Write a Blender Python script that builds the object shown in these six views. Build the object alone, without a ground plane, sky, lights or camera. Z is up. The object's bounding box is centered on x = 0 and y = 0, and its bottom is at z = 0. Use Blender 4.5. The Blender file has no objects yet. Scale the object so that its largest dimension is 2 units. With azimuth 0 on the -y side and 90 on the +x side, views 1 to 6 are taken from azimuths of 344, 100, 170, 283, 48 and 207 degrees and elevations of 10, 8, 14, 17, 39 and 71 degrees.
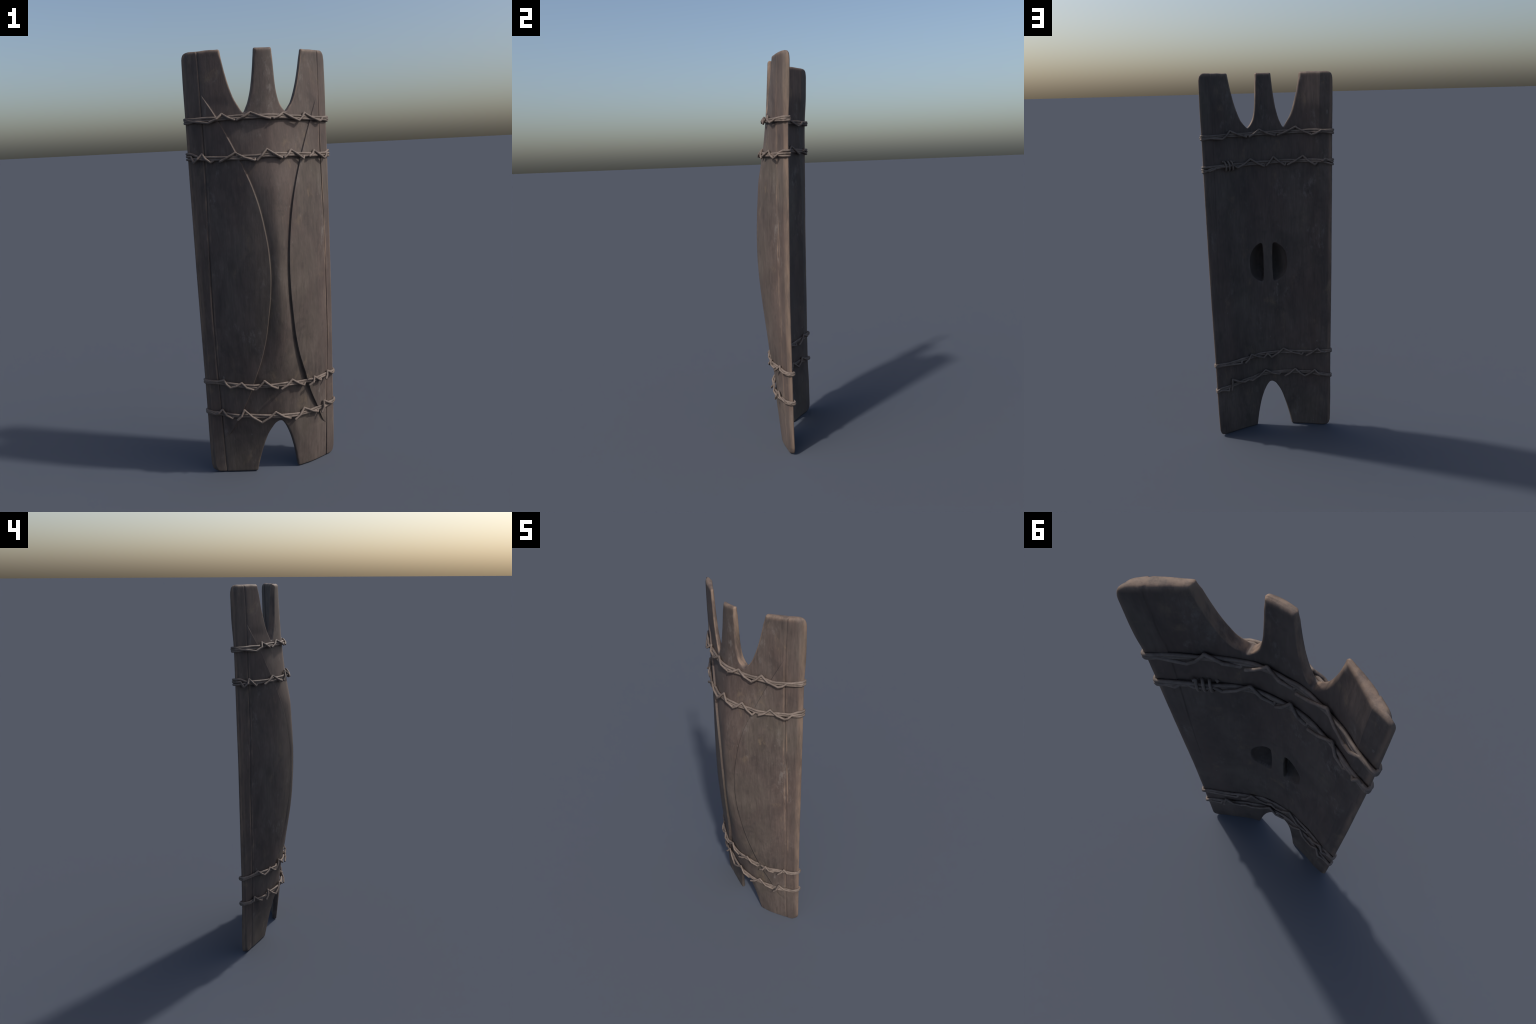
import math
import numpy as np

# ----------------------------------------------------------------------------
# FRAME: shield stands on z = 0, front looks to -y.  Local x is measured from
# the mid line; the whole thing is a touch off centre and turned (a shear of y).
X0, TURN = 0.005, -0.033
HEIGHT = 2.0


def curve1(table):
    """Smooth monotone interpolation through (z, value) knots."""
    t = sorted(table)
    xs = np.array([p[0] for p in t], float)
    ys = np.array([p[1] for p in t], float)
    h = np.diff(xs)
    d = np.diff(ys) / h
    m = np.zeros_like(ys)
    m[0], m[-1] = d[0], d[-1]
    for i in range(1, len(xs) - 1):
        if d[i - 1] * d[i] > 0:
            w1, w2 = 2 * h[i] + h[i - 1], h[i] + 2 * h[i - 1]
            m[i] = (w1 + w2) / (w1 / d[i - 1] + w2 / d[i])

    def f(x):
        x = np.clip(np.asarray(x, float), xs[0], xs[-1])
        i = np.clip(np.searchsorted(xs, x) - 1, 0, len(h) - 1)
        u = (x - xs[i]) / h[i]
        return ((1 + 2 * u) * (1 - u) ** 2 * ys[i] + u * (1 - u) ** 2 * h[i] * m[i]
                + u * u * (3 - 2 * u) * ys[i + 1] + u * u * (u - 1) * h[i] * m[i + 1])
    return f


def smooth(a, b, x):
    u = np.clip((np.asarray(x, float) - a) / (b - a), 0, 1)
    return u * u * (3 - 2 * u)


# half widths and depths up the height
edge_half = curve1([(0, .3185), (.05, .3215), (.2, .325), (.4, .327), (.6, .330), (.8, .333),
                    (1.0, .3355), (1.2, .337), (1.5, .339), (1.7, .339), (1.85, .3385), (2.0, .337)])
OUT_LEFT, OUT_RIGHT = .0045, -.0038          # the outline is a little lopsided
edge_front_y = curve1([(0, .064), (.3, .067), (.6, .067), (1.0, .073), (1.2, .078), (1.5, .085), (1.7, .090), (2.0, .099)])
edge_back_y = curve1([(0, .088), (.2, .088), (.6, .090), (1.0, .0945), (1.2, .098), (1.5, .104), (1.7, .109), (2.0, .118)])
seam_half = curve1([(0, .259), (.2, .265), (.4, .271), (.6, .2795), (.8, .2815), (1.0, .282), (1.2, .281),
                    (1.4, .2775), (1.6, .276), (1.8, .278), (2.0, .281)])
seam_y = curve1([(0, .044), (.1, .0405), (.3, .0365), (.5, .0325), (.7, .0315), (.9, .034), (1.1, .035),
                 (1.3, .0375), (1.5, .0425), (1.7, .047), (1.8, .0495), (2.0, .060)])
PANEL_LOW, PANEL_HIGH = .176, 1.812          # where the D panels start and stop
panel_half = curve1([(.176, .264), (.2, .2435), (.3, .200), (.4, .158), (.5, .127), (.6, .0965), (.7, .0760), (.8, .0635),
                     (.9, .054), (1.0, .0500), (1.1, .054), (1.2, .065), (1.3, .082), (1.4, .108), (1.5, .143),
                     (1.6, .183), (1.7, .227), (1.812, .278)])
panel_y = curve1([(.176, .039), (.2, .026), (.3, -.0105), (.4, -.0365), (.5, -.061), (.6, -.079), (.7, -.095),
                  (.8, -.1075), (.9, -.1175), (1.0, -.122), (1.1, -.120), (1.2, -.111), (1.3, -.0995),
                  (1.4, -.0815), (1.5, -.054), (1.6, -.0225), (1.7, .010), (1.812, .0502)])
panel_step = curve1([(.176, .001), (.25, .007), (.35, .0115), (.5, .0145), (.7, .013), (1.0, .0115), (1.3, .0105),
                     (1.5, .0085), (1.62, .006), (1.72, .004), (1.812, .001)])
ridge_y = curve1([(0, -.017), (.13, -.033), (.26, -.049), (.34, -.056), (.4, -.062), (.5, -.076), (.6, -.092), (.7, -.107),
                  (.8, -.1195), (.9, -.1275), (1.0, -.1305), (1.1, -.130), (1.2, -.1255), (1.3, -.117),
                  (1.37, -.111), (1.48, -.090), (1.57, -.074), (1.73, -.056), (1.85, -.046), (2.0, -.036)])
back_right = curve1([(0, -.011), (.05, -.0085), (.1, .004), (.15, .022), (.2, .0435), (.25, .0645), (.282, .0785)])
back_left = curve1([(0, -.011), (.05, -.0095), (.1, -.002), (.15, .0118), (.2, .029), (.25, .0535), (.282, .0725)])
back_fill = curve1([(.3, 0), (.6, .007), (.9, .009), (1.2, .009), (1.4, .006), (1.55, 0), (2.0, 0)])   # thicker waist
panel_belly = curve1([(.18, 0), (.4, .005), (.6, .0125), (.75, .0175), (.95, .020), (1.15, .0165), (1.35, .009), (1.55, .003), (1.8, 0)])
LIP_LEFT, LIP_RIGHT = .0125, .0072            # front rim stands this much inside the back rim
STEP_WIDTH = .0058


def panel_edge(z):
    """Half distance from the mid line to the inner edge of the D panels."""
    z = np.asarray(z, float)
    inside = (z > PANEL_LOW) & (z < PANEL_HIGH)
    return np.where(inside, np.minimum(panel_half(z), seam_half(z)), seam_half(z))


def rim_half(x, z):
    return edge_half(z) + np.where(np.asarray(x) < 0, OUT_LEFT, OUT_RIGHT + .003 * smooth(1.65, 1.85, z))


def front_y(x, z, detail=True):
    left = np.asarray(x, float) < 0
    ax, z = np.abs(np.asarray(x, float)), np.asarray(z, float)
    s, ys, e = seam_half(z), seam_y(z), rim_half(x, z)
    inside = (z > PANEL_LOW) & (z < PANEL_HIGH)
    c = panel_edge(z) - .0055 * left * smooth(0, .05, s - panel_edge(z))
    gap = s - c
    yc = np.where(inside, panel_y(z) - .004 * left * smooth(0, .08, gap), ys)
    h = np.where(inside, (panel_step(z) + .002 + .002 * left * smooth(1.15, 1.4, z)) * smooth(0, .028, gap), 0.0)
    yr = ridge_y(z)
    strip = ys + (edge_front_y(z) - .0075 * left - ys) * np.clip((ax - s) / (e - s), 0, 1.2)
    across = np.clip((ax - c) / np.maximum(s - c, 1e-4), 0, 1)
    panel = yc + (ys - yc) * across - np.where(inside, panel_belly(z) * np.where(left, 1.22, 1.0), 0) * np.sin(np.pi * across)
    p = 1.5 + .3 * smooth(.25, .09, c)
    centre = yr + (yc + h - yr) * (np.minimum(ax, c) / c) ** p
    width = STEP_WIDTH + .0022 * left
    mix = smooth(0, 1, 1 + (ax - c) / width)
    inner = np.where(ax < c, centre + (yc - centre) * mix, panel)
    y = np.where(ax > s, strip, inner)
    # the right foot is fuller at the front
    y = y - .0145 * ~left * smooth(.34, .20, z) * smooth(.02, .10, ax) * smooth(.30, .13, ax)
    if detail:
        depth = .0056 * (0.8 + .2 * np.sin(z * 9 + np.sign(x)))
        y = y + depth * np.exp(-((ax - s) / .0026) ** 2)
    return y


HOLLOW_Z, HOLLOW_X = .985, -.003


def hollow_depth(x, z):
    """Two scooped finger hollows with the grip bar left standing between."""
    xl = np.abs(x - HOLLOW_X)
    v = (z - HOLLOW_Z) / .117
    bar = .0235 + .0045 * v * v
    rho = (xl / .1025) ** 2 + np.abs(v) ** 2.6
    bowl = .090 * np.clip(1 - rho, 0, 1) ** .62
    corner = smooth(0, .0075, xl - bar - .010 * smooth(.80, 1.0, np.abs(v)) ** 2)
    return bowl * corner


def back_y(x, z, detail=True):
    x, z = np.asarray(x, float), np.asarray(z, float)
    ax = np.abs(x)
    f = front_y(x, z, False)
    left = x < 0
    s, e = seam_half(z), rim_half(x, z)
    warp = edge_back_y(z) - .098
    arc = lambda q: np.where(left, back_left(q), back_right(q))
    b = arc(np.minimum(ax, s)) + .6 * warp * (ax / s) ** 3
    rim = edge_back_y(z) + np.where(left, -.0100 + .004 * smooth(1.65, 1.85, z), .003 + .006 * smooth(1.65, 1.8, z))
    # prongs and the left foot are fuller at the back
    full = (np.where(left, .013, .008) * smooth(1.70, 1.86, z) * smooth(.14, .26, ax)
            + .013 * left * smooth(.30, .16, z) * smooth(.06, .2, ax))
    b = b + full
    bs = arc(s) + .6 * warp + full
    b = np.where(ax > s, bs + (rim + .3 * full - bs) * (ax - s) / (e - s), b)   # bevelled border strip
    b = b + back_fill(z) * np.where(left, 1.0, .4) * smooth(.03, .11, ax) * smooth(.33, .25, ax)
    lo = f + .0165 + .006 * smooth(.2, 0, z)
    k = .006                                   # smooth maximum of arc and least thickness
    y = .5 * (b + lo + np.sqrt((b - lo) ** 2 + k * k))
    if detail:
        y = y + .0036 * ~left * smooth(-.0012, .0012, ax - s) * smooth(.75, 1.45, z)
        y = y - hollow_depth(x, z)
    return y


def to_world(x, y):
    return x + X0, y + TURN * x


# ---- outline: right half, from the crown to the foot -----------------------
def arc_corner(prev, cor, nxt, r, n):
    """Round one polygon corner with n points."""
    p, c, q = map(np.array, (prev, cor, nxt))
    a, b = (p - c) / np.linalg.norm(p - c), (q - c) / np.linalg.norm(q - c)
    out = []
    for i in range(n + 1):
        t = i / n
        out.append(tuple(c + a * r * (1 - t) ** 2 + b * r * t ** 2))
    return out
import bpy, bmesh, random
from mathutils import Vector, noise
from mathutils.geometry import delaunay_2d_cdt

random.seed(7)


def resample(pts, step):
    p = np.array(pts, float)
    seg = np.linalg.norm(np.diff(p, axis=0), axis=1)
    s = np.concatenate([[0], np.cumsum(seg)])
    n = max(2, int(round(s[-1] / step)) + 1)
    t = np.linspace(0, s[-1], n)
    return np.stack([np.interp(t, s, p[:, k]) for k in range(p.shape[1])], 1)


def spline(pts, per=12, closed=False):
    """Centripetal-free Catmull-Rom through control points (any dimension)."""
    p = np.array(pts, float)
    n = len(p)
    out = []
    rng = range(n) if closed else range(n - 1)
    for i in rng:
        a = p[(i - 1) % n] if closed or i > 0 else 2 * p[0] - p[1]
        b, c = p[i], p[(i + 1) % n]
        d = p[(i + 2) % n] if closed or i < n - 2 else 2 * p[-1] - p[-2]
        for k in range(per):
            t = k / per
            out.append(.5 * (2 * b + (c - a) * t + (2 * a - 5 * b + 4 * c - d) * t * t
                             + (3 * b - a - 3 * c + d) * t ** 3))
    if not closed:
        out.append(p[-1])
    return np.array(out)


# ---------------------------------------------------------------- the outline
def outline():
    e = edge_half
    zr = np.linspace(.034, 1.966, 190)
    right = [(float(rim_half(1, z)), float(z)) for z in zr]
    left = [(-float(e(z)) - OUT_LEFT, float(z)) for z in zr[::-1]]
    top = HEIGHT
    # curved sides of the two crown notches and of the arch between the feet
    n_r_out = spline([(.1875, 1.993), (.173, 1.915), (.1535, 1.838), (.129, 1.771), (.1115, 1.744), (.093, 1.7245)], 10)
    n_r_in = spline([(.080, 1.7255), (.066, 1.741), (.0515, 1.772), (.0415, 1.826), (.037, 1.905), (.0345, 1.993)], 10)
    n_l_in = spline([(-.0440, 1.993), (-.0515, 1.912), (-.0640, 1.826), (-.0780, 1.770), (-.0885, 1.744), (-.0985, 1.7255)], 10)
    n_l_out = spline([(-.111, 1.7255), (-.1250, 1.748), (-.1480, 1.797), (-.1700, 1.880), (-.1830, 1.950), (-.1885, 1.993)], 10)
    arch = spline([(-.1135, .007), (-.1030, .062), (-.0850, .132), (-.0640, .196), (-.0380, .241), (-.020, .258), (-.004, .2645),
                   (.012, .257), (.034, .222), (.0560, .164), (.0740, .092), (.0860, .022), (.0885, .007)], 10)
    pts = []
    et, eb = float(rim_half(1, 2.0)), float(e(0.0)) + OUT_RIGHT
    lt, lb = float(e(2.0)) + OUT_LEFT, float(e(0.0)) + OUT_LEFT
    pts += right
    pts += arc_corner((et, 1.9), (et, top), (.25, top), .033, 8)[1:]
    pts += arc_corner((.25, top), (.1885, top), tuple(n_r_out[0]), .0068, 4)
    pts += [tuple(p) for p in n_r_out[1:]]
    pts += arc_corner(tuple(n_r_out[-1]), (.0865, 1.7195), tuple(n_r_in[0]), .0035, 4)
    pts += [tuple(p) for p in n_r_in[:-1]]
    pts += arc_corner(tuple(n_r_in[-1]), (.0342, top), (0, top), .0065, 4)
    pts += arc_corner((0, top), (-.0436, top), tuple(n_l_in[0]), .0065, 4)
    pts += [tuple(p) for p in n_l_in[1:]]
    pts += arc_corner(tuple(n_l_in[-1]), (-.1048, 1.7195), tuple(n_l_out[0]), .0035, 4)
    pts += [tuple(p) for p in n_l_out[:-1]]
    pts += arc_corner(tuple(n_l_out[-1]), (-.1895, top), (-.25, top), .0068, 4)
    pts += arc_corner((-.25, top), (-lt, top), (-lt, 1.9), .033, 8)[:-1]
    pts += left
    pts += arc_corner((-lb, .1), (-lb, 0), (-.2, 0), .034, 8)[1:]
    pts += arc_corner((-.2, 0), (-.1145, 0), tuple(arch[0]), .006, 4)
    pts += [tuple(p) for p in arch[1:-1]]
    pts += arc_corner(tuple(arch[-1]), (.0895, 0), (.2, 0), .006, 4)
    pts += arc_corner((.2, 0), (eb, 0), (eb, .1), .034, 8)[:-1]
    pts.append(pts[0])
    r = resample(pts, .0048)[:-1]
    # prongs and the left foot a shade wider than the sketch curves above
    x, z = r[:, 0].copy(), r[:, 1]
    hi = smooth(1.724, 1.745, z) * smooth(.31, .24, np.abs(x))
    mid = np.where(x > -.005, .0865, -.1048)
    r[:, 0] -= .0018 * hi * np.sign(x - mid) * smooth(.002, .012, np.abs(x - mid)) * smooth(.002, .02, np.abs(x + .005))
    r[:, 0] += .0030 * smooth(.262, .235, z) * (x < -.004) * smooth(-.25, -.17, x)
    return r                                      # counter clockwise, (x, z)


def distance_to_loop(q, loop):
    a, b = loop, np.roll(loop, -1, 0)
    d = b - a
    L = (d * d).sum(1)
    out = np.empty(len(q))
    for i in range(0, len(q), 1500):
        w = q[i:i + 1500, None, :] - a[None]
        t = np.clip((w * d).sum(2) / L, 0, 1)
        out[i:i + 1500] = np.sqrt((((w - t[..., None] * d) ** 2).sum(2)).min(1))
    return out


def inside_loop(q, loop):
    x, z = q[:, 0], q[:, 1]
    c = np.zeros(len(q), bool)
    a, b = loop, np.roll(loop, -1, 0)
    for (x0, z0), (x1, z1) in zip(a, b):
        if z0 == z1:
            continue
        hit = ((z0 > z) != (z1 > z)) & (x < (x1 - x0) * (z - z0) / (z1 - z0) + x0)
        c ^= hit
    return c


RIM = .0068                                       # rounding of every outer edge


def plan_mesh():
    """Triangulate the outline; rings, seams and panel edges get their own rows of points."""
    loop = outline()
    n = len(loop)
    tang = np.roll(loop, -1, 0) - np.roll(loop, 1, 0)
    tang /= np.linalg.norm(tang, axis=1)[:, None]
    nin = np.stack([-tang[:, 1], tang[:, 0]], 1)  # points inwards for a ccw loop
    pts, edges = [tuple(p) for p in loop], [(i, (i + 1) % n) for i in range(n)]
    feats = []
    rings = []
    for d in (.0007, .0019, .0038, RIM, .0095):
        rings.append((loop + nin * d, d))
    lines = []
    for sg in (1, -1):
        zs = np.linspace(.0, 2.0, 385)
        for off in (-.0062, -.0036, -.0020, -.0010, 0, .0010, .0020, .0036, .0062):
            lines.append((np.stack([sg * (seam_half(zs) + off), zs], 1), off == 0))
        zz = np.concatenate([np.linspace(PANEL_LOW, .5, 90), np.linspace(.5, 1.4, 200)[1:], np.linspace(1.4, PANEL_HIGH, 110)[1:]])
        pe = panel_edge(zz)
        if sg < 0:
            pe = pe - .0055 * smooth(0, .05, seam_half(zz) - pe)
        c = np.stack([sg * pe, zz], 1)
        c = resample(c, .0046)
        t = np.gradient(c, axis=0)
        t /= np.linalg.norm(t, axis=1)[:, None]
        nn = np.stack([t[:, 1], -t[:, 0]], 1) * sg       # away from the mid line
        for off in (-.0095, -.0068, -.0056, -.0042, -.0028, -.0014, -.0004, 0, .0014, .0040, .0075):
            lines.append((c + nn * off, off == 0))
    free = []
    for r, d in rings:
        dd = distance_to_loop(r, loop)
        ok = (dd > .93 * d) & inside_loop(r, loop)
        free.append(r[ok])
    fl = []
    for ln, main in lines:
        dd = distance_to_loop(ln, loop)
        keep = inside_loop(ln, loop) & (dd > .0012)
        if not main:
            # stop beside other lines' main seams
            s = np.abs(np.abs(ln[:, 0]) - seam_half(ln[:, 1]))
            inner = (ln[:, 1] > PANEL_LOW + .004) & (ln[:, 1] < PANEL_HIGH - .004)
        idx = np.where(keep)[0]
        if main:
            base = len(pts)
            pts.extend(map(tuple, ln[idx]))
            for k in range(len(idx) - 1):
                if idx[k + 1] == idx[k] + 1:
                    edges.append((base + k, base + k + 1))
        fl.append(ln[idx])
    fl = np.concatenate(fl)
    # open ground: staggered grid, finer round the grip
    g = []
    step = .0064
    for j, z in enumerate(np.arange(.004, 2.0, step * .9)):
        g += [(x + (step / 2 if j % 2 else 0), z) for x in np.arange(-.345, .345, step)]
    g = np.array(g)
    f = []
    for j, z in enumerate(np.arange(HOLLOW_Z - .128, HOLLOW_Z + .128, .0026)):
        f += [(x + (.0011 if j % 2 else 0), z) for x in np.arange(-.118, .114, .0022)]
    f = np.array(f)
    in_f = (np.abs(g[:, 0] + .002) < .119) & (np.abs(g[:, 1] - HOLLOW_Z) < .131)
    g = np.concatenate([g[~in_f], f])
    g = g[inside_loop(g, loop)]
    g = g[distance_to_loop(g, loop) > RIM + .002]
    # drop grid points crowding the feature rows
    cell = {}
    for x, z in fl:
        cell.setdefault((int(x // .004), int(z // .004)), []).append((x, z))

    def crowded(p):
        i, k = int(p[0] // .004), int(p[1] // .004)
        for a in (-1, 0, 1):
            for b in (-1, 0, 1):
                for q in cell.get((i + a, k + b), ()):
                    if (q[0] - p[0]) ** 2 + (q[1] - p[1]) ** 2 < .0028 ** 2:
                        return True
        return False
    g = np.array([p for p in g if not crowded(p)])
    cloud = np.concatenate(free + [fl, g])
    seen = {(round(p[0] / .0005), round(p[1] / .0005)) for p in pts}
    for p in cloud:
        k = (round(p[0] / .0005), round(p[1] / .0005))
        if k in seen:
            continue
        seen.add(k)
        pts.append((float(p[0]), float(p[1])))
    v, e, fcs, *_ = delaunay_2d_cdt([Vector(p) for p in pts], edges, [], 0, 1e-6)
    v = np.array([(p.x, p.y) for p in v])
    tri = np.array([t for t in fcs if len(t) == 3])
    cen = v[tri].mean(1)
    tri = tri[inside_loop(cen, loop)]
    # consistent winding
    a, b, c = v[tri[:, 0]], v[tri[:, 1]], v[tri[:, 2]]
    area = (b[:, 0] - a[:, 0]) * (c[:, 1] - a[:, 1]) - (b[:, 1] - a[:, 1]) * (c[:, 0] - a[:, 0])
    tri[area < 0] = tri[area < 0][:, ::-1]
    tri = tri[np.abs(area) > 1e-12]
    return v, tri, loop


def boundary_cycle(tri):
    cnt = {}
    for t in tri:
        for i in range(3):
            a, b = int(t[i]), int(t[(i + 1) % 3])
            cnt[(a, b)] = 1
    nxt = {a: b for (a, b) in cnt if (b, a) not in cnt}
    start = next(iter(nxt))
    cyc, cur = [start], nxt[start]
    while cur != start:
        cyc.append(cur)
        cur = nxt[cur]
    assert len(cyc) == len(nxt), (len(cyc), len(nxt))
    return cyc


def build_body():
    v, tri, loop = plan_mesh()
    n = len(v)
    x, z = v[:, 0], v[:, 1]
    d = distance_to_loop(v, loop)
    cyc = boundary_cycle(tri)
    d[cyc] = 0
    rim = RIM + .0052 * smooth(1.95, 1.985, z)    # crowns are worn rounder
    rr = np.clip(1 - d / rim, 0, 1)
    tuck = rim * (1 - np.sqrt(np.maximum(0, 1 - rr ** 2)))
    fy, by = front_y(x, z), back_y(x, z)
    half = (by - fy) * .5
    tuck = np.minimum(tuck, half * .93)
    fy, by = fy + tuck, by - tuck
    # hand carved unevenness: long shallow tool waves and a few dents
    ripple = np.array([noise.noise((a * 9, 3.1, b * 2.2)) * .0012 + noise.noise((a * 34, 7.7, b * 7)) * .0005
                       for a, b in v])
    ripple_b = np.array([noise.noise((a * 8, 13.1, b * 2.6)) * .0014 + noise.noise((a * 30, 17.7, b * 8)) * .0006
                         for a, b in v])
    lean = np.clip((np.abs(x) - seam_half(z)) / (rim_half(x, z) - seam_half(z)), 0, 1) * np.where(x < 0, -LIP_LEFT, LIP_RIGHT)
    fx = x - lean
    F = np.stack([*to_world(fx, fy + ripple), z], 1)
    # the hollows run in under the grip bar
    dep = hollow_depth(x, z)
    xl = np.abs(x - HOLLOW_X)
    under = .017 * smooth(.016, .045, dep) * smooth(.062, .026, xl)
    bx = x - np.sign(x - HOLLOW_X) * under
    B = np.stack([*to_world(bx, by + ripple_b - TURN * (bx - x)), z], 1)
    # uneven, worn crown and foot ends
    for P in (F, B):
        w = smooth(1.93, 2.0, z)
        P[:, 2] -= w * np.array([.0016 + .0022 * noise.noise((a * 26, 1.3, 5.2)) for a in x])
        P[:, 2] = np.minimum(P[:, 2], 1.9995)
    cyc = np.array(cyc)
    m = len(cyc)
    M = (F[cyc] + B[cyc]) / 2                     # middle row of the rim
    nl = v[cyc] - np.roll(v[cyc], 1, 0)
    tn = np.roll(v[cyc], -1, 0) - np.roll(v[cyc], 1, 0)
    tn /= np.linalg.norm(tn, axis=1)[:, None]
    M[:, 0] += tn[:, 1] * .0008
    M[:, 2] = np.clip(M[:, 2] - tn[:, 0] * .0008, 0, 2.0)
    verts = np.concatenate([F, B, M])
    faces, kind = [], []
    cen = v[tri].mean(1)
    cx, cz = cen[:, 0], cen[:, 1]
    ax = np.abs(cx)
    strip = ax > seam_half(cz)
    pe = panel_edge(cz)
    pe = pe - .0055 * (cx < 0) * smooth(0, .05, seam_half(cz) - pe)
    panel = (~strip) & (cz > PANEL_LOW) & (cz < PANEL_HIGH) & (ax > pe)

    def zone(px, pz):
        if pz > 1.742:
            return ('prong', 0 if px < -.1 else 1 if px < .085 else 2)
        if pz < .235:
            return ('foot', 0 if px < 0 else 1)
        return ('board', 0)
    grip_bar = (np.abs(cx - HOLLOW_X) < .0255) & (np.abs(cz - HOLLOW_Z) < .095)
    for k, t in enumerate(tri):
        side = 0 if cx[k] < 0 else 1
        if strip[k]:
            kf = ('edge_strip', side)
        elif panel[k]:
            kf = ('side_panel', side)
        else:
            kf = zone(cx[k], cz[k])
        # seen from -y with x right and z up a ccw triangle faces the front
        faces.append((int(t[0]), int(t[1]), int(t[2])))
        kind.append(kf)
        kb = ('edge_strip', side) if strip[k] else ('grip', 0) if grip_bar[k] else zone(cx[k], cz[k])
        faces.append((int(t[2]) + n, int(t[1]) + n, int(t[0]) + n))
        kind.append(kb)
    for i in range(m):
        j = (i + 1) % m
        a, b = int(cyc[i]), int(cyc[j])
        mid = (v[a] + v[b]) / 2
        kr = ('edge_strip', 0 if mid[0] < 0 else 1) if abs(mid[0]) > seam_half(mid[1]) else zone(mid[0], mid[1])
        faces.append((b, a, 2 * n + i, 2 * n + j))
        kind.append(kr)
        faces.append((2 * n + j, 2 * n + i, a + n, b + n))
        kind.append(kr)
    return verts, faces, kind


def vertex_normals(verts, faces):
    nrm = np.zeros_like(verts)
    for size in (3, 4):
        f = np.array([q for q in faces if len(q) == size])
        if len(f) == 0:
            continue
        p = verts[f]
        if size == 3:
            fn = np.cross(p[:, 1] - p[:, 0], p[:, 2] - p[:, 0])
        else:
            fn = np.cross(p[:, 2] - p[:, 0], p[:, 3] - p[:, 1])
        fn /= np.maximum(np.linalg.norm(fn, axis=1), 1e-15)[:, None]
        for i in range(size):                     # corner angle weights
            a = p[:, (i + 1) % size] - p[:, i]
            b = p[:, (i - 1) % size] - p[:, i]
            ca = (a * b).sum(1) / np.maximum(np.linalg.norm(a, axis=1) * np.linalg.norm(b, axis=1), 1e-15)
            np.add.at(nrm, f[:, i], fn * np.arccos(np.clip(ca, -1, 1))[:, None])
    return nrm / np.maximum(np.linalg.norm(nrm, axis=1), 1e-12)[:, None]


# ------------------------------------------------------------------ materials
def node(nt, kind, **kw):
    nd = nt.nodes.new(kind)
    for k, val in kw.items():
        if k == 'inputs':
            for name, v in val.items():
                nd.inputs[name].default_value = v
        else:
            setattr(nd, k, val)
    return nd


def tex_noise(nt, vec, scale, detail=4, rough=.55, dist=0.0):
    nd = node(nt, 'ShaderNodeTexNoise', inputs={'Scale': scale, 'Detail': detail, 'Roughness': rough, 'Distortion': dist})
    nt.links.new(vec, nd.inputs['Vector'])
    return nd.outputs['Fac']


def mapped(nt, coord, scale, loc=(0, 0, 0)):
    mp = node(nt, 'ShaderNodeMapping', inputs={'Scale': scale, 'Location': loc})
    nt.links.new(coord, mp.inputs['Vector'])
    return mp.outputs['Vector']


def ramp(nt, fac, stops, smooth_ramp=False):
    r = node(nt, 'ShaderNodeValToRGB')
    el = r.color_ramp.elements
    while len(el) < len(stops):
        el.new(.5)
    for e, (p, c) in zip(el, stops):
        e.position = p
        e.color = (*c, 1) if len(c) == 3 else c
    if smooth_ramp:
        r.color_ramp.interpolation = 'EASE'
    nt.links.new(fac, r.inputs['Fac'])
    return r.outputs['Color']


def grey(a):
    return (a, a, a)


def mix(nt, fac, a, b, mode='MIX'):
    m = node(nt, 'ShaderNodeMix', data_type='RGBA', blend_type=mode)
    for sock, val in ((m.inputs[0], fac), (m.inputs[6], a), (m.inputs[7], b)):
        if hasattr(val, 'links'):
            nt.links.new(val, sock)
        elif isinstance(val, (int, float)):
            sock.default_value = val
        else:
            sock.default_value = (*val, 1)
    return m.outputs[2]


def math_node(nt, op, a, b=None, clamp=False):
    m = node(nt, 'ShaderNodeMath', operation=op, use_clamp=clamp)
    for sock, val in zip(m.inputs, (a, b)):
        if val is None:
            continue
        if hasattr(val, 'links'):
            nt.links.new(val, sock)
        else:
            sock.default_value = val
    return m.outputs[0]


def map_range(nt, val, a, b, lo=0.0, hi=1.0):
    m = node(nt, 'ShaderNodeMapRange', interpolation_type='SMOOTHSTEP',
             inputs={'From Min': a, 'From Max': b, 'To Min': lo, 'To Max': hi})
    nt.links.new(val, m.inputs['Value'])
    return m.outputs['Result']


def map_range_lin(nt, val, a, b):
    m = node(nt, 'ShaderNodeMapRange', inputs={'From Min': a, 'From Max': b})
    nt.links.new(val, m.inputs['Value'])
    return m.outputs['Result']


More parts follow.
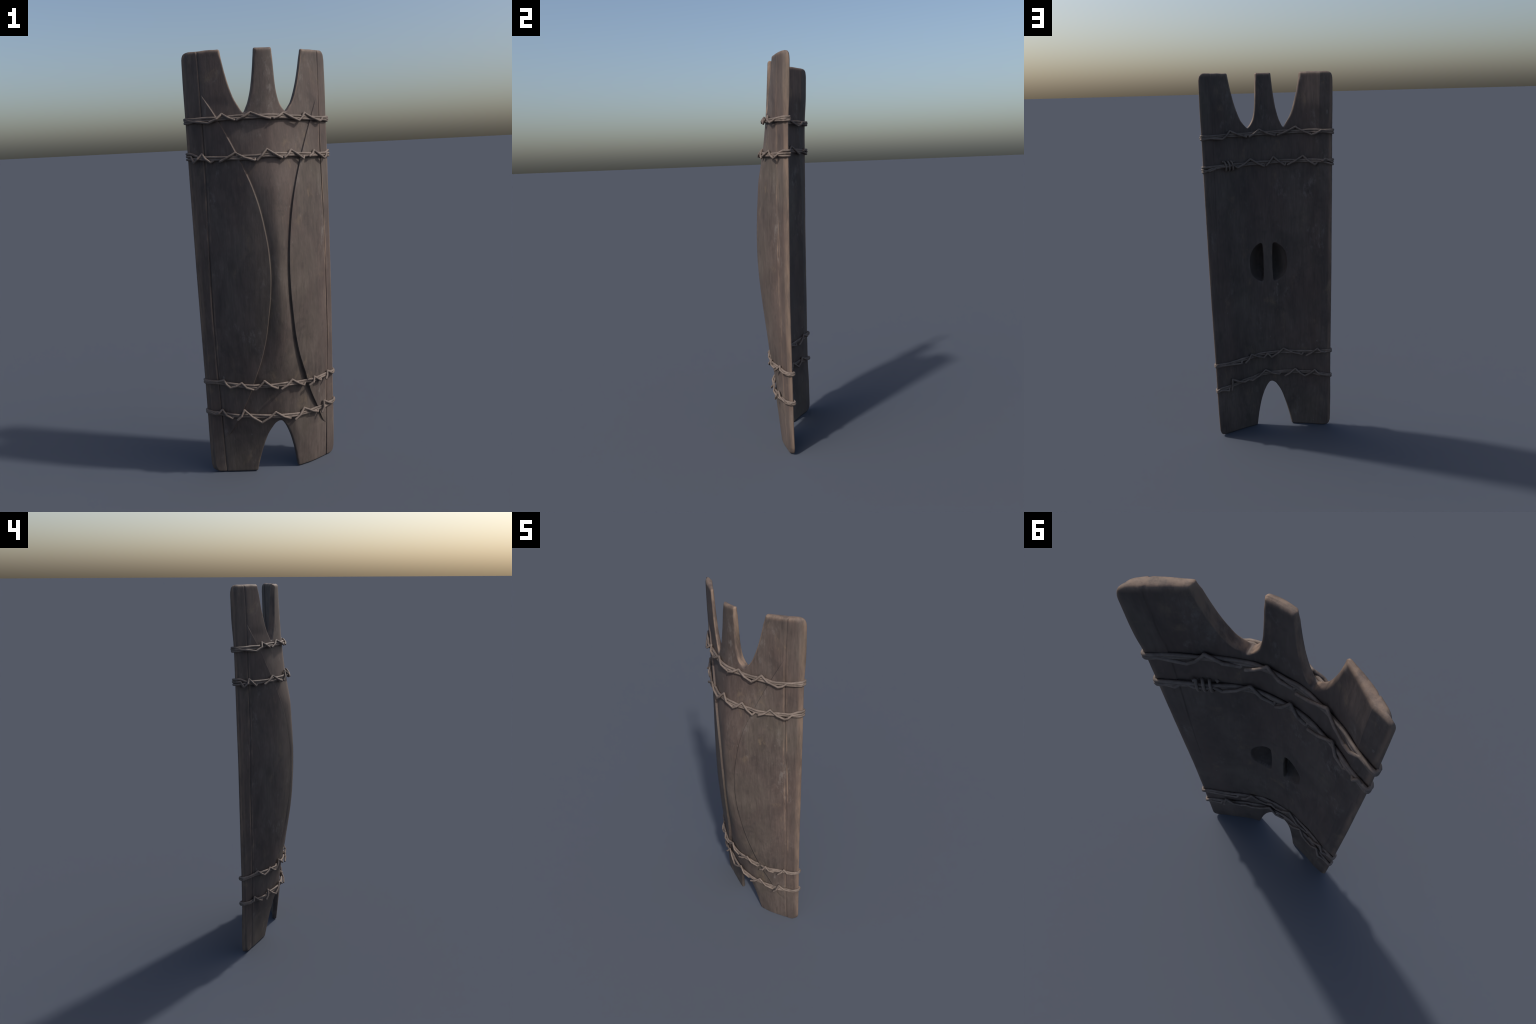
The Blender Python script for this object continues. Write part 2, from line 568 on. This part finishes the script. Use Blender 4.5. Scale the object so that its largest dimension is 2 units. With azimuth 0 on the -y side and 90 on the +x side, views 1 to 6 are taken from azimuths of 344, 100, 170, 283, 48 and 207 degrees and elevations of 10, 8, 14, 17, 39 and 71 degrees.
def wood_material():
    mat = bpy.data.materials.new('weathered_dark_wood')
    mat.use_nodes = True
    nt = mat.node_tree
    bsdf = nt.nodes['Principled BSDF']
    co = node(nt, 'ShaderNodeTexCoord').outputs['Object']
    # slow blotches: reddish brown, olive and greyish fields
    blot = tex_noise(nt, mapped(nt, co, (7.5, 7.5, 3.6)), 1.0, 6, .66, .4)
    tint = tex_noise(nt, mapped(nt, co, (4.2, 4.2, 2.0), (3, 8, 1)), 1.0, 4, .6, .6)
    base = ramp(nt, blot, [(.36, WOOD_DARK), (.50, WOOD_MID), (.66, WOOD_PALE)])
    base = mix(nt, ramp(nt, tint, [(.42, grey(0)), (.62, grey(1))]), base, mix(nt, .55, base, WOOD_RED))
    base = mix(nt, ramp(nt, tint, [(.30, grey(.8)), (.44, grey(0))]), base, mix(nt, .5, base, WOOD_OLIVE))
    # grain: long fine streaks up the board
    g1 = tex_noise(nt, mapped(nt, co, (95, 95, 8)), 1.0, 5, .62, .25)
    g2 = tex_noise(nt, mapped(nt, co, (240, 240, 24)), 1.0, 3, .6)
    g3 = tex_noise(nt, mapped(nt, co, (26, 26, 7), (1, 2, 3)), 1.0, 5, .6, .8)
    streak = math_node(nt, 'ADD', math_node(nt, 'MULTIPLY', g1, .5),
                       math_node(nt, 'ADD', math_node(nt, 'MULTIPLY', g2, .3), math_node(nt, 'MULTIPLY', g3, .2)))
    base = mix(nt, 1.0, base, ramp(nt, streak, [(.36, grey(.76)), (.5, grey(1.0)), (.64, grey(1.25))]), 'MULTIPLY')
    # rubbed pale dust in soft clouds, and a few pale nicks
    cloud = tex_noise(nt, mapped(nt, co, (9, 9, 4.5), (7, 1, 4)), 1.0, 6, .68, .3)
    fine = tex_noise(nt, mapped(nt, co, (60, 60, 26)), 1.0, 4, .7)
    dust = math_node(nt, 'MULTIPLY', map_range(nt, cloud, .53, .70), map_range(nt, fine, .42, .62))
    base = mix(nt, math_node(nt, 'MULTIPLY', dust, .55), base, WOOD_DUST)
    warm = tex_noise(nt, mapped(nt, co, (11, 11, 6), (5, 2, 7)), 1.0, 5, .65, .5)
    base = mix(nt, math_node(nt, 'MULTIPLY', math_node(nt, 'MULTIPLY', map_range(nt, warm, .56, .72), map_range(nt, fine, .36, .60)), .65), base, WOOD_TAN)
    soot = tex_noise(nt, mapped(nt, co, (15, 15, 9), (1, 6, 2)), 1.0, 5, .65, .4)
    base = mix(nt, math_node(nt, 'MULTIPLY', map_range(nt, soot, .55, .70), .5), base, WOOD_SOOT)
    nick = tex_noise(nt, mapped(nt, co, (34, 34, 17), (2, 5, 9)), 1.0, 2, .5)
    base = mix(nt, math_node(nt, 'MULTIPLY', map_range(nt, nick, .745, .78), .5), base, WOOD_DUST)
    # rims rubbed down to paler, warmer wood
    sep = node(nt, 'ShaderNodeSeparateXYZ')
    nt.links.new(co, sep.inputs[0])
    X = math_node(nt, 'ABSOLUTE', math_node(nt, 'SUBTRACT', sep.outputs[0], X0))
    Zc = sep.outputs[2]
    wearn = tex_noise(nt, mapped(nt, co, (30, 30, 5), (4, 4, 4)), 1.0, 4, .65)
    rim_x = math_node(nt, 'SUBTRACT', X, math_node(nt, 'ADD', math_node(nt, 'MULTIPLY', Zc, .0085), .3115))
    rim = map_range(nt, rim_x, -.006, .008)
    crown = map_range(nt, Zc, 1.975, 1.998)
    wear = math_node(nt, 'MULTIPLY', math_node(nt, 'MAXIMUM', rim, crown), map_range(nt, wearn, .36, .62, .25, 1))
    base = mix(nt, math_node(nt, 'MULTIPLY', wear, .58), base, WOOD_WORN)
    # pale bands on both sides of the front seam, strongest at mid height
    fc = node(nt, 'ShaderNodeFloatCurve')
    cv = fc.mapping.curves[0]
    stops = [(0, .259), (.4, .271), (.6, .2795), (1.0, .282), (1.5, .2765), (2.0, .281)]
    while len(cv.points) < len(stops):
        cv.points.new(.5, .5)
    for p, (zz, s) in zip(cv.points, stops):
        p.location = (zz / 2, s * 2)
    fc.mapping.update()
    nt.links.new(math_node(nt, 'MULTIPLY', Zc, .5), fc.inputs['Value'])
    dm = math_node(nt, 'ABSOLUTE', math_node(nt, 'SUBTRACT', X, math_node(nt, 'MULTIPLY', fc.outputs[0], .5)))
    lip = math_node(nt, 'MULTIPLY', map_range(nt, dm, .0105, .006), map_range(nt, dm, .0018, .004))
    midz = map_range(nt, math_node(nt, 'ABSOLUTE', math_node(nt, 'SUBTRACT', Zc, 1.0)), 1.0, .25, .10, 1)
    lipm = math_node(nt, 'MULTIPLY', math_node(nt, 'MULTIPLY', lip, midz), map_range(nt, wearn, .42, .62, .05, 1))
    front = map_range(nt, math_node(nt, 'SUBTRACT', sep.outputs[1], math_node(nt, 'MULTIPLY', sep.outputs[0], TURN)), .062, .052)
    lipm = math_node(nt, 'MULTIPLY', lipm, front)
    base = mix(nt, math_node(nt, 'MULTIPLY', lipm, .68), base, WOOD_WORN)

    def side_curve(stops, x_of):
        # x of a notch side as a curve over the height 1.7 .. 2.0
        c = node(nt, 'ShaderNodeFloatCurve')
        k = c.mapping.curves[0]
        while len(k.points) < len(stops):
            k.points.new(.5, .5)
        for p, (zz, xx) in zip(k.points, stops):
            p.location = ((zz - 1.7) / .3, xx * 2 + .5)
        c.mapping.update()
        nt.links.new(map_range_lin(nt, Zc, 1.7, 2.0), c.inputs['Value'])
        xs = math_node(nt, 'MULTIPLY', math_node(nt, 'SUBTRACT', c.outputs[0], .5), .5)
        return math_node(nt, 'ABSOLUTE', math_node(nt, 'SUBTRACT', x_of, xs))
    xl = math_node(nt, 'SUBTRACT', sep.outputs[0], X0)
    sides = [[(1.7, .108), (1.7245, .093), (1.744, .1115), (1.771, .129), (1.838, .1535), (1.915, .173), (2.0, .1885)],
             [(1.7, .068), (1.7255, .080), (1.741, .066), (1.772, .0515), (1.826, .0415), (1.905, .037), (2.0, .0342)],
             [(1.7, -.088), (1.7255, -.0985), (1.744, -.0885), (1.770, -.078), (1.826, -.064), (1.912, -.0515), (2.0, -.0436)],
             [(1.7, -.125), (1.7255, -.111), (1.748, -.125), (1.797, -.148), (1.880, -.170), (1.950, -.183), (2.0, -.1895)]]
    near = None
    for st in sides:
        m = map_range(nt, side_curve(st, xl), .0065, .0015)
        near = m if near is None else math_node(nt, 'MAXIMUM', near, m)
    above = map_range(nt, Zc, 1.722, 1.732)
    notch_glint_paint = math_node(nt, 'MULTIPLY', math_node(nt, 'MULTIPLY', near, above), map_range(nt, wearn, .38, .62, .1, 1))
    base = mix(nt, math_node(nt, 'MULTIPLY', notch_glint_paint, .72), base, WOOD_WORN)  # notch sides lightened in colour to show sunlight catching their rounded edges
    nt.links.new(base, bsdf.inputs['Base Color'])
    rough = map_range(nt, streak, .35, .65, .60, .76)
    nt.links.new(rough, bsdf.inputs['Roughness'])
    bsdf.inputs['Specular IOR Level'].default_value = .34
    b1 = node(nt, 'ShaderNodeBump', inputs={'Strength': .35, 'Distance': .0016})
    nt.links.new(streak, b1.inputs['Height'])
    b2 = node(nt, 'ShaderNodeBump', inputs={'Strength': .22, 'Distance': .002})
    nt.links.new(fine, b2.inputs['Height'])
    nt.links.new(b1.outputs['Normal'], b2.inputs['Normal'])
    nt.links.new(b2.outputs['Normal'], bsdf.inputs['Normal'])
    return mat


def cord_material(name, tone):
    mat = bpy.data.materials.new(name)
    mat.use_nodes = True
    nt = mat.node_tree
    bsdf = nt.nodes['Principled BSDF']
    co = node(nt, 'ShaderNodeTexCoord').outputs['Object']
    n1 = tex_noise(nt, mapped(nt, co, (22, 22, 22)), 1.0, 4, .6)
    n2 = tex_noise(nt, mapped(nt, co, (90, 90, 240)), 1.0, 3, .6)
    dark = tuple(c * .74 for c in tone)
    pale = tuple(c * 1.22 for c in tone)
    base = ramp(nt, n1, [(.34, dark), (.52, tone), (.70, pale)])
    base = mix(nt, 1.0, base, ramp(nt, n2, [(.36, grey(.88)), (.64, grey(1.10))]), 'MULTIPLY')
    nt.links.new(base, bsdf.inputs['Base Color'])
    bsdf.inputs['Roughness'].default_value = .66
    bsdf.inputs['Specular IOR Level'].default_value = .32
    bp = node(nt, 'ShaderNodeBump', inputs={'Strength': .3, 'Distance': .0012})
    nt.links.new(n2, bp.inputs['Height'])
    nt.links.new(bp.outputs['Normal'], bsdf.inputs['Normal'])
    return mat


WOOD_DARK = (.056, .044, .040)
WOOD_MID = (.0755, .0595, .0525)
WOOD_PALE = (.096, .077, .067)
WOOD_RED = (.083, .058, .051)
WOOD_OLIVE = (.078, .066, .052)
WOOD_DUST = (.165, .146, .133)
WOOD_TAN = (.140, .105, .072)
WOOD_SOOT = (.044, .035, .033)
WOOD_WORN = (.215, .150, .110)
CORD_TONE = (.138, .109, .093)


# -------------------------------------------------------------------- cords
class Binding:
    """A two strand band round the shield with a thinner strand whipped over it.
    Points are (x, z) on the front going left to right, then on the back going right to left."""

    def __init__(self, front, back, wrap_front, wrap_back, sag, ends, spread, loose):
        self.spread, self.loose = spread, loose
        self.front, self.back = front, back
        self.wf, self.wb = wrap_front, wrap_back
        self.sag = sag
        self.right, self.left = ends                 # z at the right and left edge
        self.zf = curve1(front + [(.335, ends[0]), (-.335, ends[1])])
        self.zb = curve1(back + [(.340, ends[0]), (-.340, ends[1])])


def surface_point(side, x, z, off):
    s = front_y if side == 'f' else back_y
    h = .012
    y0, y1, y = (float(s(x + k, z, False)) for k in (-h, h, 0))
    sl = (y1 - y0) / (2 * h)
    ln = math.hypot(sl, 1)
    sg = -1 if side == 'f' else 1
    px, py = x - sg * sl / ln * off, y + sg * off / ln
    return np.array([*to_world(px, py), z])


def edge_points(sign, z, off, reverse):
    """Three points carrying a strand round one outer edge, front to back."""
    e = float(rim_half(sign, z))
    yf = float(front_y(sign * (e - .001), z, False))
    yb = float(back_y(sign * (e - .001), z, False))
    lip = LIP_RIGHT if sign > 0 else LIP_LEFT
    pts = [(sign * (e - lip - .003 + off * .55), yf - off * .75), (sign * (e - .004 + off), (yf + yb) / 2),
           (sign * (e - .006 + off * .45), yb + off * .8 + .0025)]
    out = [np.array([*to_world(a, b), z]) for a, b in pts]
    return out[::-1] if reverse else out


def core_path(b, k, rng):
    """Strand k (0 upper, 1 lower) of the band, closed."""
    ph = 0 if k == 0 else math.pi
    pts = []

    def put(side, x, u):
        zc = float(b.zf(x) if side == 'f' else b.zb(x))
        tw = math.cos(ph) * .0047 + .0009 * math.sin(u * 5 + k * 2.1)
        off = .0068 + .0012 * math.sin(u * 3.7 + k * 2.6) + .0008 * rng.uniform(-1, 1)
        if side == 'b':
            off += -.0018 if b.loose else .004 * float(smooth(.12, .2, x)) * (b is SECOND)
        if side == 'f':
            off += b.sag * max(0, 1 - (abs(x) / .22) ** 2)
        pts.append(surface_point(side, x, zc + tw, off))
    for i, x in enumerate(np.linspace(-.30, .30, 19)):
        put('f', float(x), i * .3)
    spread = b.spread if k == 0 else -b.spread
    pts.extend(edge_points(1, b.right + spread, .0054, False))
    for i, x in enumerate(np.linspace(.30, -.30, 19)):
        put('b', float(x), 8 + i * .3)
    pts.extend(edge_points(-1, b.left + spread, .0054, True))
    return spline(pts, 8, True)


def wrap_paths(b):
    """The whipping strand, as a list of open runs: each rises from a free looped tip at the bottom, kinks over
    the top of the band, dives across it and tucks in underneath, where the next run starts."""
    runs, cur = [], []

    def add(side, row):
        nonlocal cur
        zmid = b.zf if side == 'f' else b.zb
        for i, (x, z) in enumerate(row):
            low = z < float(zmid(x))
            sag = b.sag * max(0, 1 - (abs(x) / .22) ** 2) if side == 'f' else 0
            paired = (low and i + 1 < len(row) and row[i + 1][1] < float(zmid(row[i + 1][0])) and abs(row[i + 1][0] - x) < .04)
            tip = .0085
            if low:                                   # free loops stand well off the board
                tip = .0125 if paired else ((.0225 if side == 'f' else .018) if b.loose else .0195)
            if abs(x) > .284:
                tip = .0105                           # lies down beside the band to turn the edge
            cur.append(surface_point(side, x, z, tip + sag))
            if paired:                                # tuck under the band and end
                x2 = x + (row[i + 1][0] - x) * .45
                cur.append(surface_point(side, x2, float(zmid(x2)) - .004, .004 + sag))
                runs.append(cur)
                cur = []
            elif i + 1 < len(row):
                x2, z2 = row[i + 1]
                low2 = z2 < float(zmid(x2))
                if low != low2:                       # crosses over the strands, hugging them
                    xm, zm = (x + x2) / 2, (z + z2) / 2
                    cur.append(surface_point(side, xm, zm - .003, .0190 + sag))
                elif abs(x) < .27 and abs(x2) < .27:
                    xm = (x + x2) / 2
                    cur.append(surface_point(side, xm, float(zmid(xm)) + (.003 if low else -.003), .016 + sag))
    add('f', b.wf)
    turn = .0085 if b.loose == 0 else .0075
    cur.extend(edge_points(1, b.right - .0006, turn, False))
    add('b', b.wb)
    cur.extend(edge_points(-1, b.left + .0006, turn, True))
    runs[0] = cur + runs[0]
    out = []
    for c in runs:
        c = np.array(c)
        dense = [c[0]]
        for i in range(1, len(c) - 1):                # keeps the kinks tight
            p, q, r = c[i - 1], c[i], c[i + 1]
            dense += [q + (p - q) * .2, q, q + (r - q) * .2]
        dense.append(c[-1])
        out.append(resample(spline(dense, 6), .0018))
    return out


def tube(path, radius, sides, rng, closed=True, taper=None):
    p = np.array(path)
    n = len(p)
    t = (np.roll(p, -1, 0) - np.roll(p, 1, 0)) if closed else np.gradient(p, axis=0)
    t /= np.maximum(np.linalg.norm(t, axis=1), 1e-9)[:, None]
    u = np.zeros_like(p)
    a = np.cross(t[0], [0, 0, 1.0])
    u[0] = a / np.linalg.norm(a)
    for i in range(1, n):
        a = u[i - 1] - t[i] * np.dot(u[i - 1], t[i])
        u[i] = a / max(np.linalg.norm(a), 1e-9)
    w = np.cross(t, u)
    twist = 0.0
    if closed:
        twist = math.atan2(np.dot(u[-1], w[0]), np.dot(u[-1], u[0]))
    ph = rng.uniform(0, 9)
    verts, faces = [], []
    for i in range(n):
        r = radius * (1 + .05 * math.sin(i * .21 + ph) + .03 * math.sin(i * .077 + ph * 2))
        if taper is not None:
            r *= taper(i / (n - 1))
        sh = -twist * i / n
        for k in range(sides):
            an = 2 * math.pi * k / sides + sh
            verts.append(p[i] + (u[i] * math.cos(an) + w[i] * math.sin(an)) * r)
    for i in range(n if closed else n - 1):
        j = (i + 1) % n
        for k in range(sides):
            k2 = (k + 1) % sides
            faces.append((i * sides + k, i * sides + k2, j * sides + k2, j * sides + k))
    if not closed:
        faces.append(tuple(range(sides))[::-1])
        faces.append(tuple((n - 1) * sides + k for k in range(sides)))
    return verts, faces


def mesh_object(name, verts, faces, mat, parent, smooth_shade=True):
    me = bpy.data.meshes.new(name)
    me.from_pydata([tuple(map(float, v)) for v in verts], [], faces)
    me.update()
    if smooth_shade:
        me.shade_smooth()
    me.materials.append(mat)
    ob = bpy.data.objects.new(name, me)
    bpy.context.scene.collection.objects.link(ob)
    if parent is not None:
        ob.parent = parent
    return ob


UPPER = Binding(
    [(-.283, 1.699), (-.217, 1.699), (-.132, 1.702), (-.045, 1.701), (.011, 1.700), (.094, 1.695), (.184, 1.690), (.260, 1.686)],
    [(.303, 1.686), (.192, 1.689), (.102, 1.689), (.020, 1.692), (-.090, 1.696), (-.193, 1.698), (-.274, 1.700)],
    [(-.248, 1.682), (-.195, 1.719), (-.145, 1.690), (-.139, 1.688), (-.079, 1.720), (.002, 1.689), (.010, 1.688), (.066, 1.713),
     (.138, 1.677), (.178, 1.711), (.253, 1.674), (.285, 1.690)],
    [(.300, 1.681), (.235, 1.674), (.189, 1.711), (.100, 1.676), (.090, 1.676), (.026, 1.712), (-.058, 1.678), (-.068, 1.678),
     (-.166, 1.721), (-.250, 1.681), (-.292, 1.703)],
    0.0, (1.685, 1.696), .0082, 0)
SECOND = Binding(
    [(-.277, 1.527), (-.212, 1.525), (-.146, 1.525), (-.060, 1.528), (-.003, 1.531), (.078, 1.529), (.167, 1.524), (.250, 1.521), (.294, 1.521)],
    [(.312, 1.530), (.222, 1.534), (.154, 1.534), (.063, 1.536), (-.038, 1.539), (-.086, 1.542), (-.191, 1.544), (-.273, 1.545)],
    [(-.320, 1.511), (-.284, 1.548), (-.250, 1.509), (-.215, 1.509), (-.158, 1.547), (-.075, 1.510), (-.069, 1.508), (-.022, 1.557), (.042, 1.515), (.046, 1.514),
     (.091, 1.549), (.153, 1.507), (.174, 1.514), (.221, 1.541), (.278, 1.503), (.305, 1.522)],
    [(.305, 1.516), (.262, 1.538), (.205, 1.532), (.159, 1.521), (.080, 1.560), (.003, 1.518), (-.003, 1.519), (-.047, 1.567), (-.110, 1.521), (-.120, 1.522),
     (-.202, 1.570), (-.262, 1.524), (-.290, 1.542), (-.310, 1.556)],
    0.0, (1.524, 1.538), .0120, 0)
THIRD = Binding(
    [(-.287, .471), (-.217, .467), (-.148, .461), (-.079, .457), (-.004, .457), (.084, .451), (.134, .445), (.183, .446), (.240, .444), (.284, .440)],
    [(.309, .434), (.285, .430), (.212, .433), (.138, .436), (.039, .444), (-.057, .448), (-.156, .452), (-.246, .456), (-.300, .465)],
    [(-.285, .473), (-.251, .485), (-.221, .455), (-.179, .478), (-.137, .445), (-.121, .440), (-.078, .483), (-.019, .441), (-.007, .438), (.052, .474),
     (.116, .430), (.147, .424), (.173, .461), (.211, .430), (.234, .426), (.264, .458), (.300, .433)],
    [(.300, .431), (.180, .417), (.160, .414), (.116, .454), (.042, .425), (-.004, .424), (-.076, .470), (-.179, .437), (-.201, .431), (-.262, .478),
     (-.300, .459)],
    .0012, (.434, .469), .0055, 1)
LOWEST = Binding(
    [(-.294, .312), (-.224, .309), (-.150, .303), (-.075, .300), (-.010, .294), (.086, .285), (.158, .282), (.221, .282), (.266, .281)],
    [(.305, .287), (.255, .290), (.193, .299), (.117, .308), (.043, .320), (-.045, .324), (-.131, .326), (-.222, .325), (-.267, .322)],
    [(-.295, .308), (-.263, .332), (-.222, .294), (-.207, .288), (-.175, .336), (-.092, .274), (-.028, .318), (.041, .275), (.059, .266), (.117, .309),
     (.199, .267), (.213, .261), (.233, .312), (.285, .279)],
    [(.300, .283), (.258, .270), (.245, .266), (.234, .332), (.168, .301), (.118, .298), (.032, .344), (-.046, .311), (-.077, .300), (-.141, .344),
     (-.195, .305), (-.248, .343), (-.292, .318)],
    .0028, (.281, .316), .0050, 1)


def knot_path():
    """Three turns tied round the second band at the back."""
    pts = [surface_point('b', .236, 1.557, .012)]
    x = .228
    for turn in range(3):
        zc = float(SECOND.zb(x))
        for ang in range(0, 360, 45):
            a = math.radians(ang)
            r = .0235
            pts.append(surface_point('b', x, zc + r * math.cos(a), .0085 + .0155 * math.sin(a)))
            x -= .0023
    pts.append(surface_point('b', x - .004, 1.552, .006))
    return spline(pts, 6)


def main():
    wood = wood_material()
    cord = cord_material('rattan_cord', CORD_TONE)
    shield = bpy.data.objects.new('wooden_shield', None)
    shield.empty_display_size = .2
    bpy.context.scene.collection.objects.link(shield)
    shield['label'] = 'tall three-pronged dark wooden shield bound with rattan cords'
    shield['category'] = 'shield'

    verts, faces, kind = build_body()
    nrm = vertex_normals(verts, faces)
    groups = {}
    for f, k in zip(faces, kind):
        groups.setdefault(k, []).append(f)
    order = ['board', 'side_panel', 'edge_strip', 'prong', 'foot', 'grip']
    board = None
    for k in sorted(groups, key=lambda q: (order.index(q[0]), q[1])):
        fs = groups[k]
        used = sorted({i for f in fs for i in f})
        ix = {g: l for l, g in enumerate(used)}
        ob = mesh_object(k[0], verts[used], [tuple(ix[i] for i in f) for f in fs], wood, shield)
        ob.data.normals_split_custom_set_from_vertices([tuple(map(float, q)) for q in nrm[used]])

    rng = random.Random(11)
    for b in (UPPER, SECOND, THIRD, LOWEST):
        band = bpy.data.objects.new('binding', None)
        band.empty_display_size = .05
        bpy.context.scene.collection.objects.link(band)
        band.parent = shield
        for k in (0, 1):
            v, f = tube(core_path(b, k, rng), .0060 if b.loose == 0 else .0056, 10, rng)
            mesh_object('core_cord', v, f, cord, band)
        rad = .0053
        for run in wrap_paths(b):
            steps = len(run) - 1

            def blunt(t, n=steps):
                k = min(t, 1 - t) * n * .0018 / rad   # rounded ends
                return max(.25, math.sqrt(max(0, 1 - (1 - k) ** 2))) if k < 1 else 1.0
            v, f = tube(run, rad, 10, rng, False, blunt)
            mesh_object('whipping_cord', v, f, cord, band)
        if b is SECOND:
            v, f = tube(knot_path(), .0050, 10, rng, False)
            mesh_object('knot', v, f, cord, band)


main()
